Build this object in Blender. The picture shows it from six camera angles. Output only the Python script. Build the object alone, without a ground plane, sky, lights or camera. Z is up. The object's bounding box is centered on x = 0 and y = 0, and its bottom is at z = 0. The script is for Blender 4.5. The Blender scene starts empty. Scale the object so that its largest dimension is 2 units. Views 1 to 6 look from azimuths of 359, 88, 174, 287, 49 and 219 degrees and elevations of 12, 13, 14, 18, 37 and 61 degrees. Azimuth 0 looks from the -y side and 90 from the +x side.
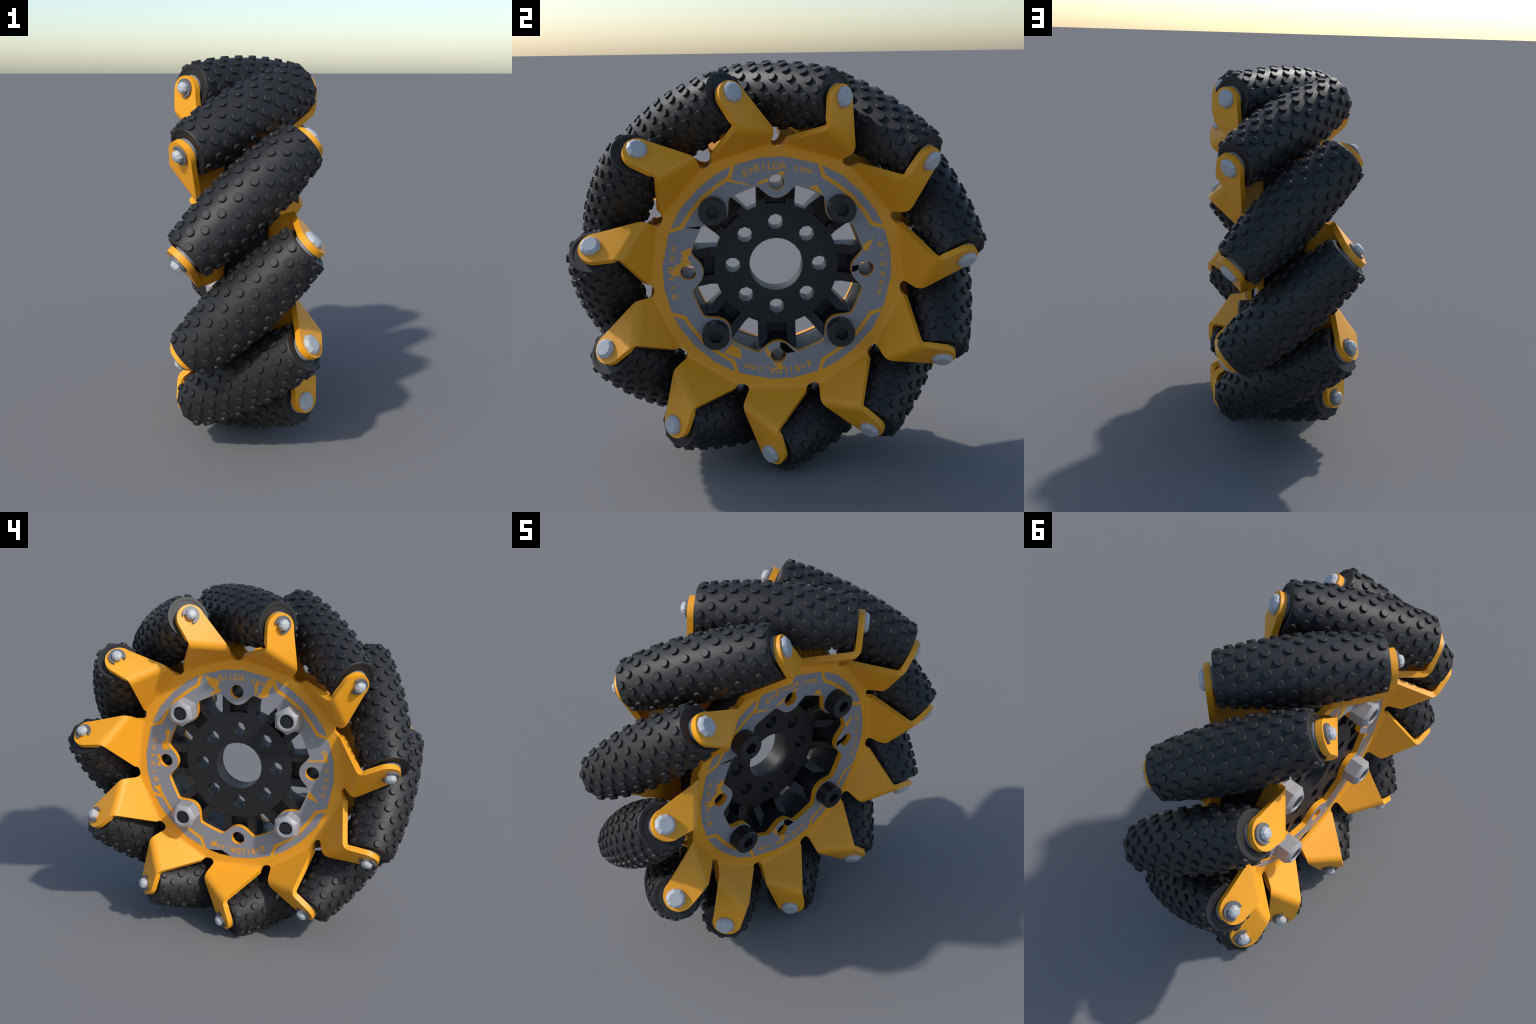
"""Mecanum wheel: two bent sheet-metal side plates on a spoked hub carry eleven
studded barrel rollers whose axles stand at 45 degrees to the wheel axis (x)."""
import bpy, bmesh, math, random
from math import sin, cos, tan, pi, radians, sqrt
from mathutils import Vector, Matrix

random.seed(7)

# ------------------------------------------------------------------ sizes (m)
N_ROLLERS   = 11
STEP        = 2 * pi / N_ROLLERS
CENTRE_Z    = 1.0005         # wheel axis height
R_RUBBER    = 0.9880       # wheel radius over the bare rubber
STUD_H      = 0.0115
STUD_R      = 0.0200
AXLE_D      = 0.8365        # distance wheel axis -> roller axis
ROLLER_END  = 0.380        # half length of a roller
LUG_OUT     = 0.420        # lug outer face, measured along the roller axis
SHEET       = 0.0310       # sheet thickness
PLATE_X     = 0.139        # outer face of the flat ring
BEND_RHO    = 0.600        # apothem of the first bend
BEND_ANGLE  = radians(59)  # first bend
EAR_R       = 0.434        # bolt circle of the eight ears
HOLE_R      = 0.0385
AXIS_U      = Vector((1, 1, 0)).normalized()   # axle direction of the roller at the top
HALF_TAB    = STEP / 2

# ------------------------------------------------------------------ materials
def principled(name, color, rough, metallic=0.0, spec=0.5, grain=0.06, scale=60.0, bump=0.0, coat=0.0):
    m = bpy.data.materials.new(name)
    m.use_nodes = True
    nt = m.node_tree
    b = nt.nodes["Principled BSDF"]
    tc = nt.nodes.new("ShaderNodeTexCoord")
    nz = nt.nodes.new("ShaderNodeTexNoise")
    nz.inputs["Scale"].default_value = scale
    nz.inputs["Detail"].default_value = 3
    nt.links.new(tc.outputs["Object"], nz.inputs["Vector"])
    ramp = nt.nodes.new("ShaderNodeValToRGB")
    ramp.color_ramp.elements[0].position = 0.3
    ramp.color_ramp.elements[1].position = 0.7
    lo = [c * (1 - grain) for c in color]
    hi = [min(1, c * (1 + grain)) for c in color]
    ramp.color_ramp.elements[0].color = (*lo, 1)
    ramp.color_ramp.elements[1].color = (*hi, 1)
    nt.links.new(nz.outputs["Fac"], ramp.inputs["Fac"])
    nt.links.new(ramp.outputs["Color"], b.inputs["Base Color"])
    b.inputs["Roughness"].default_value = rough
    b.inputs["Metallic"].default_value = metallic
    b.inputs["Specular IOR Level"].default_value = spec
    b.inputs["Coat Weight"].default_value = coat
    if bump > 0:
        bp = nt.nodes.new("ShaderNodeBump")
        bp.inputs["Strength"].default_value = bump
        bp.inputs["Distance"].default_value = 0.002
        nt.links.new(nz.outputs["Fac"], bp.inputs["Height"])
        nt.links.new(bp.outputs["Normal"], b.inputs["Normal"])
    return m

MAT_ORANGE = principled("anodised_orange", (0.91, 0.375, 0.012), 0.5, spec=0.5, grain=0.015, scale=25)
MAT_DECAL  = principled("grey_marking",   (0.280, 0.280, 0.303), 0.5, spec=0.5, grain=0.02, scale=30)
MAT_RUBBER = principled("black_rubber",   (0.0150, 0.0152, 0.0158), 0.55, spec=0.5, grain=0.08, scale=18)
MAT_CORE   = principled("roller_core",    (0.020, 0.020, 0.021), 0.5, grain=0.08, scale=18)
MAT_HUB    = principled("black_nylon",    (0.0125, 0.0125, 0.0135), 0.5, grain=0.06, scale=18)
MAT_SCREW  = principled("black_oxide",    (0.0155, 0.0165, 0.0185), 0.42, grain=0.05, scale=30)
MAT_NUT    = principled("zinc_grey",      (0.36, 0.36, 0.375), 0.42, spec=0.5, grain=0.03, scale=30)
MAT_STEEL  = principled("bright_steel",   (0.46, 0.48, 0.50), 0.45, spec=0.5, grain=0.02, scale=30)
MAT_BUSH   = principled("dull_steel",     (0.26, 0.27, 0.29), 0.4, grain=0.03, scale=30)
MAT_OVERLAP_SHADE   = principled("painted_overlap_shade",     (0.004, 0.004, 0.004), 0.7, spec=0.0, grain=0.03, scale=30)  # flat black painted where overlapping faces render black
MAT_CLIP   = principled("spring_steel",   (0.135, 0.14, 0.148), 0.45, grain=0.03, scale=30)

# ------------------------------------------------------------------ helpers
root = bpy.data.objects.new("mecanum_wheel", None)
root.empty_display_size = 0.2
bpy.context.collection.objects.link(root)
root["label"] = "orange and black mecanum wheel with eleven angled studded rollers"
root["category"] = "robot wheel"

WHEEL = Matrix.Translation((0, 0, CENTRE_Z))

def spin(a):
    """wheel frame turned so that its top goes to angle a (towards +y)"""
    return Matrix.Rotation(-a, 4, 'X')

def finish(bm, name, mat, smooth_angle=None, recalc=True):
    if recalc:
        bmesh.ops.recalc_face_normals(bm, faces=bm.faces)
    me = bpy.data.meshes.new(name)
    bm.to_mesh(me)
    bm.free()
    me.materials.append(mat)
    if smooth_angle is not None:
        me.shade_smooth()
        me.set_sharp_from_angle(angle=radians(smooth_angle))
    return me

def place(name, me, parent, world):
    ob = bpy.data.objects.new(name, me)
    bpy.context.collection.objects.link(ob)
    ob.parent = parent
    pw = parent.get("_w")
    ob.matrix_parent_inverse = Matrix.Identity(4)
    ob.matrix_basis = WORLD[parent.name].inverted() @ world
    WORLD[ob.name] = world.copy()
    return ob

WORLD = {root.name: Matrix.Identity(4)}

def lathe(bm, profile, seg, axis='X', phase=0.0, close=True):
    """revolve (s, r) points about the local X axis; ends with r=0 become poles"""
    rings = []
    for s, r in profile:
        if r < 1e-6:
            rings.append([bm.verts.new((s, 0, 0))])
        else:
            rings.append([bm.verts.new((s, r * sin(phase + 2 * pi * i / seg), r * cos(phase + 2 * pi * i / seg)))
                          for i in range(seg)])
    for a, b in zip(rings, rings[1:]):
        for i in range(seg):
            j = (i + 1) % seg
            if len(a) == 1 and len(b) == 1:
                continue
            if len(a) == 1:
                bm.faces.new((a[0], b[i], b[j]))
            elif len(b) == 1:
                bm.faces.new((a[i], b[0], a[j]))
            else:
                bm.faces.new((a[i], b[i], b[j], a[j]))
    return rings

def flat_region(loops):
    """bmesh of a plane region bounded by an outer loop and hole loops (2D points in y,z at x=0)"""
    bm = bmesh.new()
    edges = []
    for lp in loops:
        vs = [bm.verts.new((0, y, z)) for y, z in lp]
        edges += [bm.edges.new((vs[i], vs[(i + 1) % len(vs)])) for i in range(len(vs))]
    bmesh.ops.triangle_fill(bm, use_beauty=True, use_dissolve=False, edges=edges, normal=(1, 0, 0))
    for f in bm.faces:
        f.normal_update()
        if f.normal.x < 0:
            f.normal_flip()
    return bm

def slab(loops, x0, x1):
    """prism of a plane region between x0 and x1 (x0 < x1)"""
    bm = flat_region(loops)
    for v in bm.verts:
        v.co.x = x1
    top = list(bm.faces)
    rim = [tuple(e.verts) for e in bm.edges if len(e.link_faces) == 1]
    vmap = {v: bm.verts.new((x0, v.co.y, v.co.z)) for v in list(bm.verts)}
    for f in top:
        bm.faces.new([vmap[v] for v in reversed(f.verts)])
    for a, b in rim:
        bm.faces.new((a, b, vmap[b], vmap[a]))
    bmesh.ops.recalc_face_normals(bm, faces=bm.faces)
    return bm

def pol(r, a):
    """wheel polar -> (y, z); a from the top towards +y"""
    return (r * sin(a), r * cos(a))

def circle(cy, cz, r, n, phase=0.0):
    return [(cy + r * sin(phase + 2 * pi * i / n), cz + r * cos(phase + 2 * pi * i / n)) for i in range(n)]

def round_corner(p0, p1, p2, rad, n=6):
    """fillet the 2D corner p0-p1-p2"""
    p0, p1, p2 = Vector(p0), Vector(p1), Vector(p2)
    a, b = (p0 - p1).normalized(), (p2 - p1).normalized()
    ang = a.angle(b)
    t = min(rad / tan(ang / 2), 0.49 * (p0 - p1).length, 0.49 * (p2 - p1).length)
    rad = t * tan(ang / 2)
    c = p1 + (a + b).normalized() * (rad / sin(ang / 2))
    s, e = p1 + a * t - c, p1 + b * t - c
    full = s.angle(e)
    out = []
    for i in range(n + 1):
        f = i / n
        v = (s * sin((1 - f) * full) + e * sin(f * full)) / sin(full)
        out.append(tuple(c + v))
    return out

# inner contour of the ring: eight ears round the bolt holes, shallow valleys between
EAR_PROFILE = [(0.3590, 0.0), (0.3625, 3.0), (0.3720, 5.8), (0.3860, 8.0), (0.4020, 9.8),
               (0.4150, 11.3), (0.4245, 12.5), (0.4275, 13.9), (0.4255, 17.0), (0.4245, 22.5)]
def ear_contour(grow=0.0):
    pts = []
    for k in range(8):
        base = k * 45.0
        for r, d in reversed(EAR_PROFILE[1:-1]):
            pts.append(pol(r + grow, radians(base - d)))
        for r, d in EAR_PROFILE:
            pts.append(pol(r + grow, radians(base + d)))
    return pts

def ear_holes(r, n):
    return [circle(*pol(EAR_R, k * pi / 4), r, n, k) for k in range(8)]

# ------------------------------------------------------------------ side plate
# tab frame: tangential t, radial q (flat pattern), the tab's centre line at t = 0.
ARM_DIR  = Vector((sin(BEND_ANGLE), 0, cos(BEND_ANGLE)))     # (x, t, rho)
ARM_NRM  = Vector((cos(BEND_ANGLE), 0, -sin(BEND_ANGLE)))
U_TAB    = Vector((AXIS_U.x, AXIS_U.y * cos(HALF_TAB), AXIS_U.y * sin(HALF_TAB)))
BASE_PT  = Vector((PLATE_X, 0, BEND_RHO))
# second bend = arm plane cut by the lug plane; s0 + k t along the arm
_den = U_TAB.dot(ARM_DIR)
S0 = (LUG_OUT - U_TAB.dot(BASE_PT)) / _den
KS = -U_TAB.y / _den
LINE_P = BASE_PT + ARM_DIR * S0
LINE_B = (Vector((0, 1, 0)) + ARM_DIR * KS).normalized()     # along the bend, +t
FLAT_P = Vector((0.0, BEND_RHO + S0))
FLAT_B = Vector((1, KS)).normalized()
FLAT_N = Vector((-FLAT_B.y, FLAT_B.x))                       # outward in the flat pattern
LUG_W  = U_TAB.cross(LINE_B).normalized()
if LUG_W.z < 0:
    LUG_W = -LUG_W
BEND2  = math.acos(max(-1, min(1, ARM_NRM.dot(U_TAB))))
R_B1, R_B2 = 0.03, 0.046
T2  = R_B2 * tan(BEND2 / 2)
DED = 2 * T2 - R_B2 * BEND2
ARM_W = LINE_B.cross(ARM_NRM)
ARM_W = ARM_W if ARM_W.dot(ARM_DIR) > 0 else -ARM_W          # arm direction square to the bend
T1  = R_B1 * tan(BEND_ANGLE / 2)

def lug_flat(p):
    """3D lug-plane point (x, t, rho) -> flat pattern"""
    d = p - LINE_P
    return FLAT_P + FLAT_B * d.dot(LINE_B) + FLAT_N * (d.dot(LUG_W) - DED)

def roller_to_tab(p):
    """roller frame (x, y, z) -> tab frame (x, t, rho)"""
    b = HALF_TAB
    return Vector((p.x, p.y * cos(b) - p.z * sin(b), p.y * sin(b) + p.z * cos(b)))

def fold(co, depth=0.0):
    """flat pattern (t, q) -> tab frame (x, t, rho), depth below the outer face"""
    t, q = co
    rel = Vector((t, q)) - FLAT_P
    w, l = rel.dot(FLAT_N), rel.dot(FLAT_B)        # past the second bend, along it
    if w > -T2:
        arc = R_B2 * BEND2
        d = w + T2
        if d < arc:
            ph = d / R_B2
            r = R_B2 - depth
            return LINE_P + LINE_B * l - ARM_W * T2 - ARM_NRM * R_B2 + (ARM_W * sin(ph) + ARM_NRM * cos(ph)) * r
        return LINE_P + LINE_B * l + LUG_W * (T2 + d - arc) - U_TAB * depth
    s = q - BEND_RHO
    if s < -T1:
        return Vector((PLATE_X - depth, t, q))
    if s < T1:
        f = (s + T1) / (2 * T1) * BEND_ANGLE
        r = R_B1 + depth
        return Vector((PLATE_X + R_B1 - r * cos(f), t, BEND_RHO - T1 + r * sin(f)))
    p = BASE_PT + ARM_DIR * s - ARM_NRM * depth
    return Vector((p.x, t, p.z))

def tab_outline():
    """flat-pattern outline of one tab, from its left notch to its right notch"""
    TIP_R, TIP_V, TIP_Z = 0.078, 0.007, -0.018     # rounded tip, a little off the bolt
    V = Vector((1, -1, 0)).normalized()
    Z = Vector((0, 0, 1))
    cen = AXIS_U * LUG_OUT + Z * AXLE_D
    lp = lambda v, z: lug_flat(roller_to_tab(cen + V * v + Z * z))
    def corner(v0, v1):
        """where a lug edge running from (v0, 0) towards (v1, -0.2) meets the bend"""
        a, b = lp(v0, 0), lp(v1, -0.2)
        da, db = (a - FLAT_P).dot(FLAT_N), (b - FLAT_P).dot(FLAT_N)
        return a.lerp(b, da / (da - db))
    lo, hi = radians(-3), radians(188)
    tip = [tuple(lp(TIP_V + TIP_R * cos(x), TIP_Z + TIP_R * sin(x))) for x in [lo + (hi - lo) * i / 18 for i in range(19)]]   # v+ -> v-
    c_in, c_out = corner(0.085, 0.091), corner(-0.069, -0.091)
    nr, nw = 0.636, 0.029
    ncen = lambda sg: Vector((sg * nr * sin(HALF_TAB), nr * cos(HALF_TAB)))
    l_side = ncen(-1) + Vector((cos(HALF_TAB), sin(HALF_TAB))) * nw
    r_side = ncen(1) + Vector((-cos(HALF_TAB), sin(HALF_TAB))) * nw
    pts = []
    # notch half arcs (the other half belongs to the neighbour)
    def notch(sg, side_first):
        arc = []
        for i in range(5):
            ph = (pi / 2) * i / 4                # 0 = bottom of the notch
            dirv = Vector((-sg * cos(HALF_TAB), sin(HALF_TAB))) * sin(ph) - ncen(sg).normalized() * cos(ph)
            arc.append(tuple(ncen(sg) + dirv * nw + Vector((-sg * cos(HALF_TAB), sin(HALF_TAB))) * (sin(ph) * (0.013 if sg < 0 else 0.0))))
        return arc
    left = notch(-1, True)
    pts += left                                        # bottom -> side
    pts += round_corner(left[-1], tuple(c_in), tip[0], 0.055)
    pts += tip
    pts += round_corner(tip[-1], tuple(c_out), tuple(r_side), 0.055)
    pts += list(reversed(notch(1, False)))[:-1]        # side -> bottom, bottom shared
    return pts

def build_plate():
    outline = []
    tab = tab_outline()
    for k in range(N_ROLLERS):
        a = HALF_TAB + k * STEP
        for t, q in tab:
            outline.append((t * cos(a) + q * sin(a), -t * sin(a) + q * cos(a)))
    bm = flat_region([outline, ear_contour()] + ear_holes(HOLE_R, 12))
    # cut the bends into strips
    def tabs_faces(a):
        d = Vector((0, sin(a), cos(a)))
        tt = Vector((0, cos(a), -sin(a)))
        out = []
        for f in bm.faces:
            c = f.calc_center_median()
            if all(v.co.dot(d) > 0.45 for v in f.verts) or c.dot(d) > 0.5:
                out.append(f)
        return out
    # 1: ring bend, straight lines of an 11-gon, cut in every tab by sector
    for k in range(N_ROLLERS):
        a = HALF_TAB + k * STEP
        d = Vector((0, sin(a), cos(a)))
        tt = Vector((0, cos(a), -sin(a)))
        # separate the sector first so that cuts stay inside it
        for sg in (-1, 1):
            nrm = tt * cos(HALF_TAB) * sg - d * sin(HALF_TAB)
            fs = [f for f in bm.faces if f.calc_center_median().dot(d) > 0.3 and
                  max(v.co.length for v in f.verts) > 0.59]
            if sg == 1 or k == 0:
                geom = list({x for f in fs for x in (list(f.verts) + list(f.edges))}) + fs
                bmesh.ops.bisect_plane(bm, geom=geom, plane_co=(0, 0, 0), plane_no=nrm, dist=1e-5)
    for k in range(N_ROLLERS):
        a = HALF_TAB + k * STEP
        d = Vector((0, sin(a), cos(a)))
        tt = Vector((0, cos(a), -sin(a)))
        def sector():
            fs = []
            for f in bm.faces:
                c = f.calc_center_median()
                q, t = c.dot(d), c.dot(tt)
                if q > 0.3 and (abs(t) < q * tan(HALF_TAB) or (q > 0.66 and abs(t) < 0.45)):
                    fs.append(f)
            return fs
        def cut(co, no):
            fs = sector()
            geom = list({x for f in fs for x in (list(f.verts) + list(f.edges))}) + fs
            bmesh.ops.bisect_plane(bm, geom=geom, plane_co=co, plane_no=no, dist=1e-6)
        for i in range(5):
            cut(d * (BEND_RHO - T1 + 2 * T1 * i / 4), d)
        fn = tt * FLAT_N.x + d * FLAT_N.y
        fp = tt * FLAT_P.x + d * FLAT_P.y
        for i in range(9):
            cut(fp + fn * (-T2 + R_B2 * BEND2 * i / 8), fn)
    bmesh.ops.triangulate(bm, faces=[f for f in bm.faces if len(f.verts) > 4])
    # fold the flat pattern twice, once for each face of the sheet, and close the rim
    bmesh.ops.remove_doubles(bm, verts=bm.verts, dist=1e-5)
    rim = [tuple(e.verts) for e in bm.edges if len(e.link_faces) == 1]
    front = list(bm.faces)
    back = {}
    for v in list(bm.verts):
        if v.co.length < 0.56:
            y, z = v.co.y, v.co.z
            v.co.x = PLATE_X
            back[v] = bm.verts.new((PLATE_X - SHEET, y, z))
            continue
        best = None
        for k in range(N_ROLLERS):
            a = HALF_TAB + k * STEP
            t = v.co.y * cos(a) - v.co.z * sin(a)
            q = v.co.y * sin(a) + v.co.z * cos(a)
            if q > 0 and (best is None or abs(math.atan2(t, q)) < best[0]):
                best = (abs(math.atan2(t, q)), a, t, q)
        _, a, t, q = best
        turn = lambda p: (p.x, p.y * cos(a) + p.z * sin(a), -p.y * sin(a) + p.z * cos(a))
        back[v] = bm.verts.new(turn(fold((t, q), SHEET)))
        v.co = turn(fold((t, q)))
    for f in front:
        bm.faces.new([back[v] for v in reversed(f.verts)])
    for p, q in rim:
        bm.faces.new((p, q, back[q], back[p]))
    bmesh.ops.recalc_face_normals(bm, faces=bm.faces)
    out = bpy.data.meshes.new("side_plate")
    bm.to_mesh(out)
    bm.free()
    out.materials.clear()
    out.materials.append(MAT_ORANGE)
    out.shade_smooth()
    out.set_sharp_from_angle(angle=radians(32))
    return out

# ------------------------------------------------------------------ plate markings
DECAL_X0, DECAL_X1 = PLATE_X - 0.0005, PLATE_X + 0.0012
def build_marking_panel():
    """grey field: the ring up to r 0.557 at the four lettered panels, stepped in under the bands"""
    outer = []
    for k in range(4):
        b = 90.0 * k
        for r, d in [(0.557, -20.6), (0.5575, -8), (0.558, 3.5), (0.5565, 20.7), (0.502, 25.6),
                     (0.4985, 35), (0.500, 46), (0.5, 57), (0.502, 64.4)]:
            outer.append(pol(r, radians(b + d)))
    return slab([outer, ear_contour(0.0012)] + ear_holes(HOLE_R + 0.0015, 12), DECAL_X0, DECAL_X1)

def build_marking_band():
    loop = [pol(r, radians(d)) for r, d in
            [(0.5565, 23.0), (0.559, 34), (0.556, 47.3), (0.5575, 59), (0.557, 67), (0.521, 63.2),
             (0.518, 55), (0.5205, 45), (0.518, 35), (0.521, 26.8)]]
    return slab([loop], DECAL_X0, DECAL_X1)

def build_text(word, size, r_base, spread, weight):
    """letters set one by one on an arc, tops outward, reading clockwise about the top"""
    bm_all = bmesh.new()
    n = len(word)
    for i, ch in enumerate(word):
        if ch == ' ':
            continue
        cu = bpy.data.curves.new("glyph", 'FONT')
        cu.body = ch
        cu.size = size
        cu.align_x = 'CENTER'
        cu.resolution_u = 2
        cu.offset = weight
        cu.extrude = 0.0006
        ob = bpy.data.objects.new("glyph", cu)
        bpy.context.collection.objects.link(ob)
        dg = bpy.context.evaluated_depsgraph_get()
        me = bpy.data.meshes.new_from_object(ob.evaluated_get(dg))
        a = radians(spread * (i / (n - 1) - 0.5))
        for v in me.vertices:
            gx, gy, gz = v.co
            y, z = gx, r_base + gy
            v.co = (DECAL_X1 + 0.0003 + gz, y * cos(a) + z * sin(a), -y * sin(a) + z * cos(a))
        bm_all.from_mesh(me)
        bpy.data.objects.remove(ob)
        bpy.data.curves.remove(cu)
        bpy.data.meshes.remove(me)
    return finish(bm_all, "lettering", MAT_ORANGE)

# worn patches of the grey marking where the orange sheet shows, and black plates modelling the black shading of coincident faces:
# polar outlines (r, degrees) in the frame of each plate
WORN_HEAD_SIDE = [
    [(0.434, -73.0), (0.429, -77.6), (0.438, -79.3), (0.436, -82.6), (0.424, -81.6), (0.424, -84.6), (0.45, -85.3),
     (0.474, -87.6), (0.477, -91.8), (0.501, -91.8), (0.51, -91.0), (0.537, -88.7), (0.508, -88.7), (0.489, -84.6),
     (0.47, -85.0), (0.475, -83.5), (0.462, -83.3), (0.476, -81.2), (0.459, -79.3), (0.48, -77.8)],
    [(0.458, -4.9), (0.449, -10.3), (0.435, -12.9), (0.434, -10.4), (0.44, -5.3)],
    [(0.475, 0.9), (0.486, 1.3), (0.483, 2.2), (0.491, 4.4), (0.482, 3.6), (0.484, 5.5), (0.467, 3.5)],
    [(0.507, -27.5), (0.5, -25.6), (0.439, -15.7), (0.447, -18.4), (0.499, -27.8)],
    [(0.433, 20.8), (0.461, 24.4), (0.433, 31.0)],
    [(0.495, 71.4), (0.444, 78.9), (0.433, 77.0), (0.434, 73.1), (0.446, 73.5)],
    [(0.436, -148.0), (0.436, -154.0), (0.471, -157.0), (0.485, -157.2), (0.489, -152.4), (0.492, -146.5)],
    [(0.475, -176.9), (0.477, 177.8), (0.507, 177.4), (0.506, -177.9), (0.488, -179.3), (0.482, -177.1)],
    [(0.394, -171.8), (0.418, -174.5), (0.446, -174.4), (0.442, -173.2), (0.409, -170.4)],
]
OVERLAP_SHADE_HEAD_SIDE = [
    [(0.364, 178.5), (0.374, 174.4), (0.426, 168.9), (0.425, 174.6), (0.395, 178.8)],
    [(0.364, 87.6), (0.398, 86.8), (0.395, 90.6), (0.365, 92.4)],
    [(0.495, -63.1), (0.431, -58.0), (0.435, -60.2)],
]
WORN_NUT_SIDE = [
    [(0.548, -19.6), (0.5, -12.1), (0.457, -13.8), (0.446, -10.9), (0.434, -14.7), (0.434, -22.2), (0.457, -16.0), (0.493, -19.4)],
    [(0.55, 19.5), (0.553, 21.2), (0.524, 23.6), (0.496, 22.3), (0.456, 23.3), (0.433, 19.6), (0.433, 15.4), (0.462, 17.6), (0.518, 18.9)],
    [(0.433, 13.8), (0.496, 11.9), (0.514, 13.9), (0.446, 15.0)],
    [(0.469, -66.8), (0.441, -64.9), (0.432, -75.7), (0.415, -80.7), (0.431, -81.3), (0.457, -82.1), (0.471, -77.6), (0.446, -73.7)],
    [(0.491, -86.1), (0.47, -85.5), (0.478, -90.0), (0.47, -94.6), (0.493, -94.2), (0.482, -91.0)],
    [(0.546, -107.8), (0.513, -108.1), (0.498, -106.4), (0.505, -111.4), (0.507, -126.7), (0.52, -125.3), (0.519, -113.5)],
    [(0.431, 103.4), (0.502, 109.3), (0.434, 109.8)],
    [(0.415, 79.9), (0.507, 80.5), (0.507, 77.8), (0.528, 77.6), (0.528, 81.6), (0.415, 81.1)],
    [(0.521, -161.3), (0.474, -164.5), (0.526, -163.5)],
]
OVERLAP_SHADE_NUT_SIDE = [[(0.556, -161.2), (0.531, -169.1), (0.553, -175.0), (0.5555, -168.7)]]

def build_patches(outlines, name, mat, x1):
    bm = bmesh.new()
    for ch in outlines:
        b = slab([[pol(r, radians(d)) for r, d in ch]], DECAL_X1 - 0.0004, x1)
        me = bpy.data.meshes.new("patch")
        b.to_mesh(me)
        b.free()
        bm.from_mesh(me)
        bpy.data.meshes.remove(me)
    return finish(bm, name, mat)

# ------------------------------------------------------------------ roller
def rubber_radius(s):
    """barrel radius at distance s from the middle so that the wheel rolls on a circle"""
    lo, hi = 0.02, 0.3
    V = Vector((1, -1, 0)).normalized()
    base = AXIS_U * s + Vector((0, 0, AXLE_D))
    for _ in range(40):
        r = (lo + hi) / 2
        far = 0
        for i in range(-24, 25):
            ph = i * pi / 96
            p = base + V * (r * sin(ph)) + Vector((0, 0, r * cos(ph)))
            far = max(far, sqrt(p.y ** 2 + p.z ** 2))
        if far > R_RUBBER:
            hi = r
        else:
            lo = r
    return lo

RAD = {}
def rr(s):
    key = round(abs(s), 5)
    if key not in RAD:
        RAD[key] = rubber_radius(key) + 0.002 * (key / ROLLER_END) ** 2   # slightly blunter than the pure envelope
    return RAD[key]

ROLLER_M = Matrix.Translation((0, 0, AXLE_D)) @ Matrix.Rotation(pi / 4, 4, 'Z')   # local X = axle

def build_roller():
    bm = bmesh.new()
    e = ROLLER_END
    re = rr(e)
    half = [(-e + 0.014, 0.0), (-e + 0.014, 0.060), (-e + 0.004, 0.063), (-e + 0.004, 0.092),
            (-e + 0.0015, 0.0925), (-e + 0.0015, 0.0975), (-e, 0.098), (-e, re - 0.0025), (-e + 0.0015, re - 0.0006)]
    body = [(-e + 0.006 + (2 * e - 0.012) * i / 28, 0) for i in range(29)]
    body = [(s, rr(s)) for s, _ in body]
    prof = half + body + [(-s, r) for s, r in reversed(half)]
    rings = lathe(bm, prof, 36)
    rng = random.Random(3)
    for ring in rings[len(half) + 1:len(half) + len(body) - 1]:      # jitter shaped in for the uneven facet shading of low-poly rubber
        for v in ring:
            k = 1 + rng.uniform(-0.0007, 0.0007) / Vector(v.co.yz).length
            v.co.y *= k
            v.co.z *= k
    bmesh.ops.triangulate(bm, faces=bm.faces)
    return finish(bm, "roller", MAT_RUBBER, 35)

def build_stud():
    bm = bmesh.new()
    # local +X is the outward normal
    lathe(bm, [(-0.008, STUD_R), (STUD_H - 0.002, STUD_R), (STUD_H, STUD_R - 0.0025), (STUD_H, 0)], 12)
    return finish(bm, "tread_stud", MAT_RUBBER, 30)

STUDS_ROUND, RING_GAP = 10, 0.0505
def stud_frames():
    out = []
    rings = 15
    for j in range(rings):
        s = (j - (rings - 1) / 2) * RING_GAP
        slope = math.atan2(rr(s + 0.002) - rr(s - 0.002), 0.004) if abs(s) > 1e-6 else 0.0
        for i in range(STUDS_ROUND):
            ph = 2 * pi * (i + 0.5 * (j % 2)) / STUDS_ROUND
            nrm = Vector((-sin(slope), cos(slope) * sin(ph), cos(slope) * cos(ph)))
            pos = Vector((s, rr(s) * sin(ph), rr(s) * cos(ph)))
            tx = Vector((cos(slope), sin(slope) * sin(ph), sin(slope) * cos(ph)))
            ty = nrm.cross(tx)
            m = Matrix((( nrm.x, tx.x, ty.x, pos.x), (nrm.y, tx.y, ty.y, pos.y), (nrm.z, tx.z, ty.z, pos.z), (0, 0, 0, 1)))
            out.append((abs(s) * 1.3 + abs((ph + pi) % (2 * pi) - pi) * rr(s), m))
    out.sort(key=lambda q: q[0])
    return [m for _, m in out]

# ------------------------------------------------------------------ fasteners
def build_pin_head():
    bm = bmesh.new()
    lathe(bm, [(LUG_OUT - 0.03, 0), (LUG_OUT - 0.03, 0.03), (LUG_OUT + 0.0005, 0.03), (LUG_OUT + 0.0005, 0.050), (LUG_OUT + 0.011, 0.0495), (LUG_OUT + 0.019, 0.043),
               (LUG_OUT + 0.024, 0.035), (LUG_OUT + 0.024, 0)], 9, phase=0.2)
    return finish(bm, "pin_head", MAT_STEEL)

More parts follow.
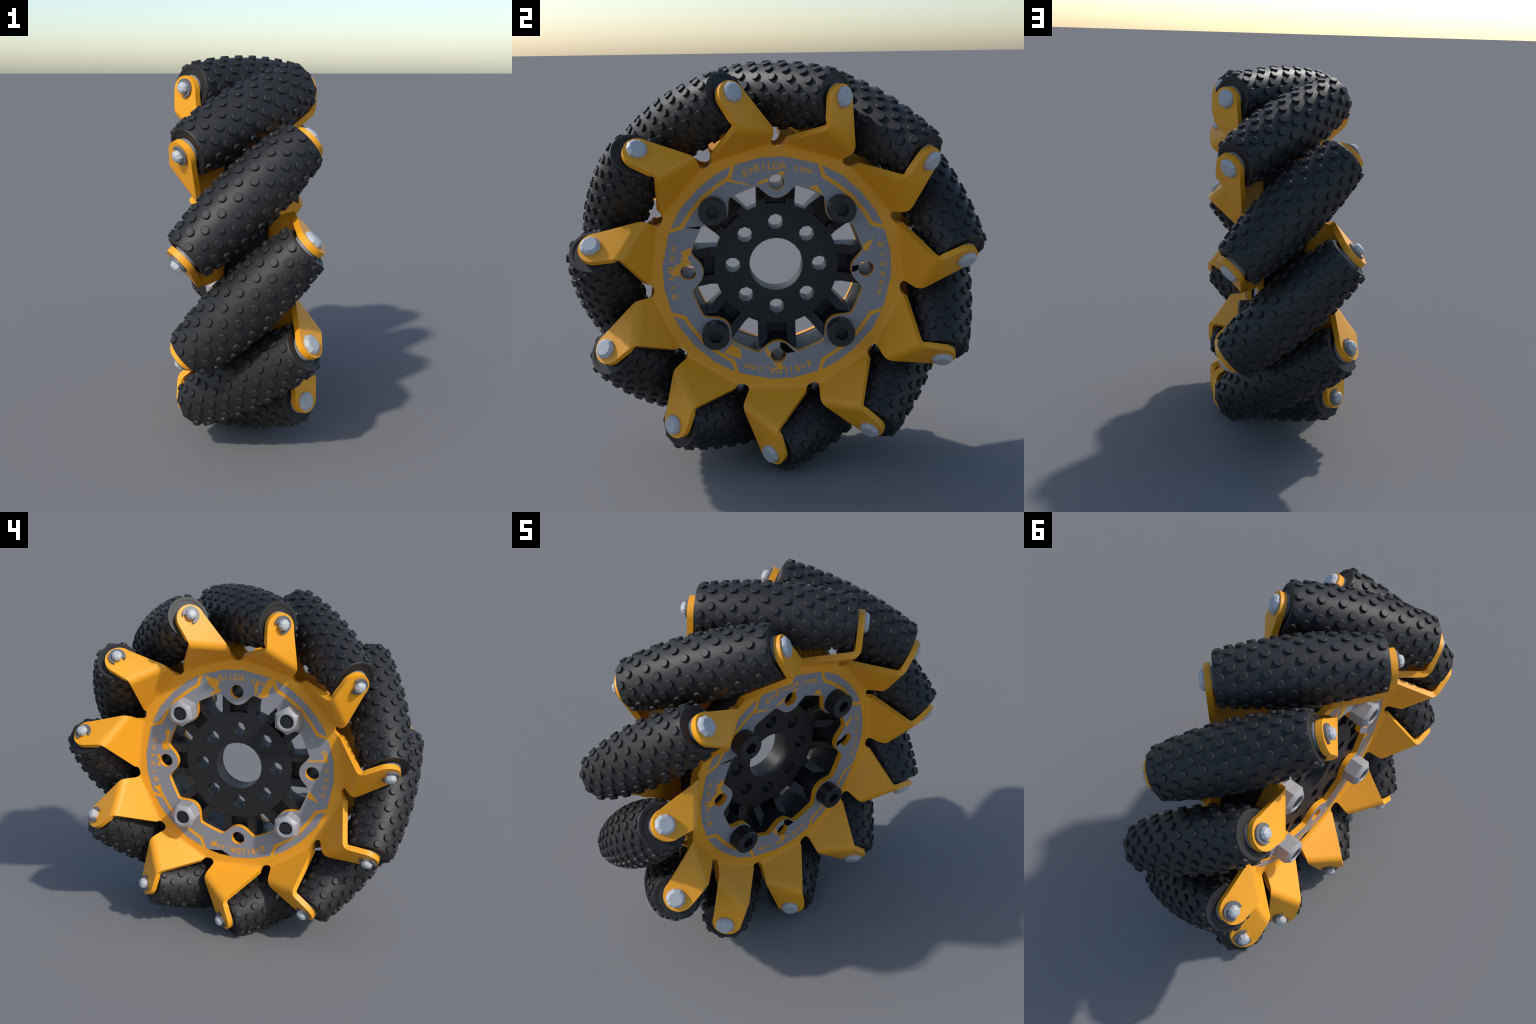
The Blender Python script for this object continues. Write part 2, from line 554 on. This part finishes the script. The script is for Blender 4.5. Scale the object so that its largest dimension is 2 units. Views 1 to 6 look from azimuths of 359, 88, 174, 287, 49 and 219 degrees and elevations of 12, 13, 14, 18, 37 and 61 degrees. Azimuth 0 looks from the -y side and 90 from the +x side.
def build_axle_pin():
    bm = bmesh.new()
    L = LUG_OUT
    lathe(bm, [(-L - 0.040, 0), (-L - 0.040, 0.013), (-L - 0.035, 0.024), (-L - 0.024, 0.031), (-L - 0.013, 0.031),
               (-L - 0.013, 0.027), (L - 0.01, 0.027), (L - 0.01, 0)], 8, phase=0.3)
    return finish(bm, "axle_pin", MAT_STEEL)

def build_clip():
    bm = bmesh.new()
    L = LUG_OUT
    n = 14
    pts = []
    open_a = radians(42)
    for i in range(n + 1):
        a = open_a + (2 * pi - 2 * open_a) * i / n
        pts.append((0.047 * sin(a), 0.047 * cos(a)))
    for i in range(8, -1, -1):
        a = radians(62) + (2 * pi - 2 * radians(62)) * i / 8
        pts.append((0.028 * sin(a), 0.028 * cos(a)))
    b = slab([pts], -L - 0.0125, -L - 0.0005)
    return finish(b, "retaining_clip", MAT_CLIP)

def build_washer():
    bm = bmesh.new()
    s0, s1 = ROLLER_END - 0.012, LUG_OUT - SHEET - 0.001
    lathe(bm, [(s0, 0.03), (s0, 0.063), (ROLLER_END + 0.003, 0.063), (ROLLER_END + 0.004, 0.056), (s1, 0.056), (s1, 0.03), (s0, 0.03)], 16)
    bmesh.ops.remove_doubles(bm, verts=bm.verts, dist=1e-6)
    return finish(bm, "bushing", MAT_BUSH, 30)

def build_cap_screw():
    bm = bmesh.new()
    x0, x1 = PLATE_X + 0.0016, 0.2165
    n = 24
    rings = []
    for x, r in [(-0.2285, 0.0), (-0.2285, 0.031), (-0.2225, 0.0355), (x0, 0.0365), (x0, 0.067), (x1 - 0.006, 0.067), (x1, 0.061)]:
        rings.append((x, r))
    rs = lathe(bm, rings, n)
    def hexr(a, ap):
        m = (a + pi / 6) % (pi / 3) - pi / 6
        return ap / cos(m)
    def hexring(x, ap):
        return [bm.verts.new((x, hexr(2 * pi * i / n, ap) * sin(2 * pi * i / n), hexr(2 * pi * i / n, ap) * cos(2 * pi * i / n))) for i in range(n)]
    a, b = hexring(x1, 0.029), hexring(x1 - 0.038, 0.029)
    c = bm.verts.new((x1 - 0.038, 0, 0))
    for i in range(n):
        j = (i + 1) % n
        bm.faces.new((rs[-1][i], a[i], a[j], rs[-1][j]))
        bm.faces.new((a[i], b[i], b[j], a[j]))
        bm.faces.new((b[i], c, b[j]))
    return finish(bm, "cap_screw", MAT_SCREW, 28)

def build_nut():
    """self-locking nut, its bearing face on the -x plate"""
    bm = bmesh.new()
    x0, x1, x2 = -PLATE_X - 0.0016, -0.2150, -0.2335
    n = 24
    ap = 0.0665
    hexr = lambda i: ap / cos((2 * pi * i / n + pi / 6) % (pi / 3) - pi / 6)
    def ring(x, f):
        return [bm.verts.new((x, f(i) * sin(2 * pi * i / n), f(i) * cos(2 * pi * i / n))) for i in range(n)]
    R = [ring(x0, lambda i: 0.036), ring(x0, hexr), ring(x1, hexr), ring(x2 + 0.004, lambda i: 0.056),
         ring(x2, lambda i: 0.050), ring(x2, lambda i: 0.041), ring(x2 + 0.012, lambda i: 0.0368), ring(x0 - 0.01, lambda i: 0.0368)]
    for a, b in zip(R, R[1:]):
        for i in range(n):
            j = (i + 1) % n
            bm.faces.new((a[i], b[i], b[j], a[j]))
    return finish(bm, "lock_nut", MAT_NUT, 25)

# ------------------------------------------------------------------ hub
HUB_IN = PLATE_X - SHEET - 0.0012
def build_hub_disc():
    return finish(slab([circle(0, 0, 0.311, 64), circle(0, 0, 0.1346, 24)] +
                       [circle(*pol(0.218, k * pi / 4), HOLE_R, 9, k) for k in range(8)], -0.1135, 0.0), "hub", MAT_HUB, 30)

def build_hub_ring():
    outer = circle(0, 0, 0.505, 64)
    return finish(slab([outer, ear_contour(0.003)] + ear_holes(HOLE_R, 12), -HUB_IN, HUB_IN), "hub_ring", MAT_HUB, 35)

def box(bm, x0, x1, y0, y1, z0, z1):
    vs = [bm.verts.new((x, y, z)) for x in (x0, x1) for y in (y0, y1) for z in (z0, z1)]
    for q in ((0, 1, 3, 2), (4, 6, 7, 5), (0, 4, 5, 1), (2, 3, 7, 6), (0, 2, 6, 4), (1, 5, 7, 3)):
        bm.faces.new([vs[i] for i in q])

def build_spoke():
    """two ribs, climbing to the ring on the screw side, with a sunk web between them"""
    bm = bmesh.new()
    profile = [(-0.1080, 0.285), (-0.002, 0.285), (-0.002, 0.330), (0.070, 0.424), (0.070, 0.446), (-0.1080, 0.446)]   # (x, r)
    for sg in (-1, 1):
        lo = [bm.verts.new((x, sg * 0.049, r)) for x, r in profile]
        hi = [bm.verts.new((x, sg * 0.095, r)) for x, r in profile]
        bm.faces.new(lo)
        bm.faces.new(list(reversed(hi)))
        for i in range(len(profile)):
            j = (i + 1) % len(profile)
            bm.faces.new((lo[i], hi[i], hi[j], lo[j]))
    box(bm, -0.066, -0.044, -0.05, 0.05, 0.29, 0.375)
    return finish(bm, "spoke", MAT_HUB)

# ------------------------------------------------------------------ assembly
FLIP = Matrix.Rotation(pi, 4, 'Z')
plate_me = build_plate()
panel_me = finish(build_marking_panel(), "marking_panel", MAT_DECAL)
band_me = finish(build_marking_band(), "marking_band", MAT_DECAL)
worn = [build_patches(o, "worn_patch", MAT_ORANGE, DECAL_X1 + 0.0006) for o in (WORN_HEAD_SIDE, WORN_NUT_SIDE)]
shade_plates = [build_patches(o, "overlap_shade_plate", MAT_OVERLAP_SHADE, DECAL_X1 + 0.0011) for o in (OVERLAP_SHADE_HEAD_SIDE, OVERLAP_SHADE_NUT_SIDE)]
word_me = build_text("goBILDA.com", 0.047, 0.4975, 35.0, 0.0006)
size_me = build_text("\u00d8104mm", 0.040, 0.503, 27.0, 0.0006)
for n_side, side in enumerate((Matrix.Identity(4), FLIP)):
    w = WHEEL @ side
    plate = place("side_plate", plate_me, root, w)
    place("marking_panel", panel_me, plate, w)
    place("worn_patch", worn[n_side], plate, w)
    place("overlap_shade_plate", shade_plates[n_side], plate, w)
    for k in range(4):
        place("marking_band", band_me, plate, w @ spin(k * pi / 2))
        place("lettering", word_me if k % 2 == 0 else size_me, plate, w @ spin(k * pi / 2))

hub = place("hub", build_hub_disc(), root, WHEEL)
place("hub_ring", build_hub_ring(), hub, WHEEL)
spoke_me = build_spoke()
for k in range(8):
    place("spoke", spoke_me, hub, WHEEL @ spin(k * pi / 4))

screw_me, nut_me = build_cap_screw(), build_nut()
for k in range(4):
    pos = WHEEL @ spin(pi / 4 + k * pi / 2) @ Matrix.Translation((0, 0, EAR_R))
    place("cap_screw", screw_me, root, pos @ spin(-pi / 4 - k * pi / 2 + [0.1, 0.5, -0.06, 0.0][k]))
    place("lock_nut", nut_me, root, pos @ spin(-pi / 4 - k * pi / 2 + pi / 6 + [0.1, 0.5, -0.06, 0.0][k]))

roller_me, stud_me = build_roller(), build_stud()
frames = stud_frames()
NAMED = 27
bm = bmesh.new()
for m in frames[NAMED:]:
    n0 = len(bm.verts)
    bm.from_mesh(stud_me)
    bm.verts.ensure_lookup_table()
    bmesh.ops.transform(bm, matrix=m, verts=bm.verts[n0:])
tread_me = finish(bm, "stud_tread", MAT_RUBBER, 30, recalc=False)
head_me, pin_me, clip_me, bush_me = build_pin_head(), build_axle_pin(), build_clip(), build_washer()
for k in range(N_ROLLERS):
    w = WHEEL @ spin(k * STEP) @ ROLLER_M
    roller = place("roller", roller_me, root, w)
    tr = place("stud_tread", tread_me, roller, w)
    tr["kind"] = "stuff"
    for m in frames[:NAMED]:
        place("tread_stud", stud_me, roller, w @ m)
    pin = place("axle_pin", pin_me, root, w)
    place("pin_head", head_me, pin, w)
    place("retaining_clip", clip_me, pin, w @ spin(random.uniform(-0.6, 0.6) + 2.4))
    place("bushing", bush_me, pin, w)
    place("bushing", bush_me, pin, w @ Matrix.Rotation(pi, 4, 'Z'))
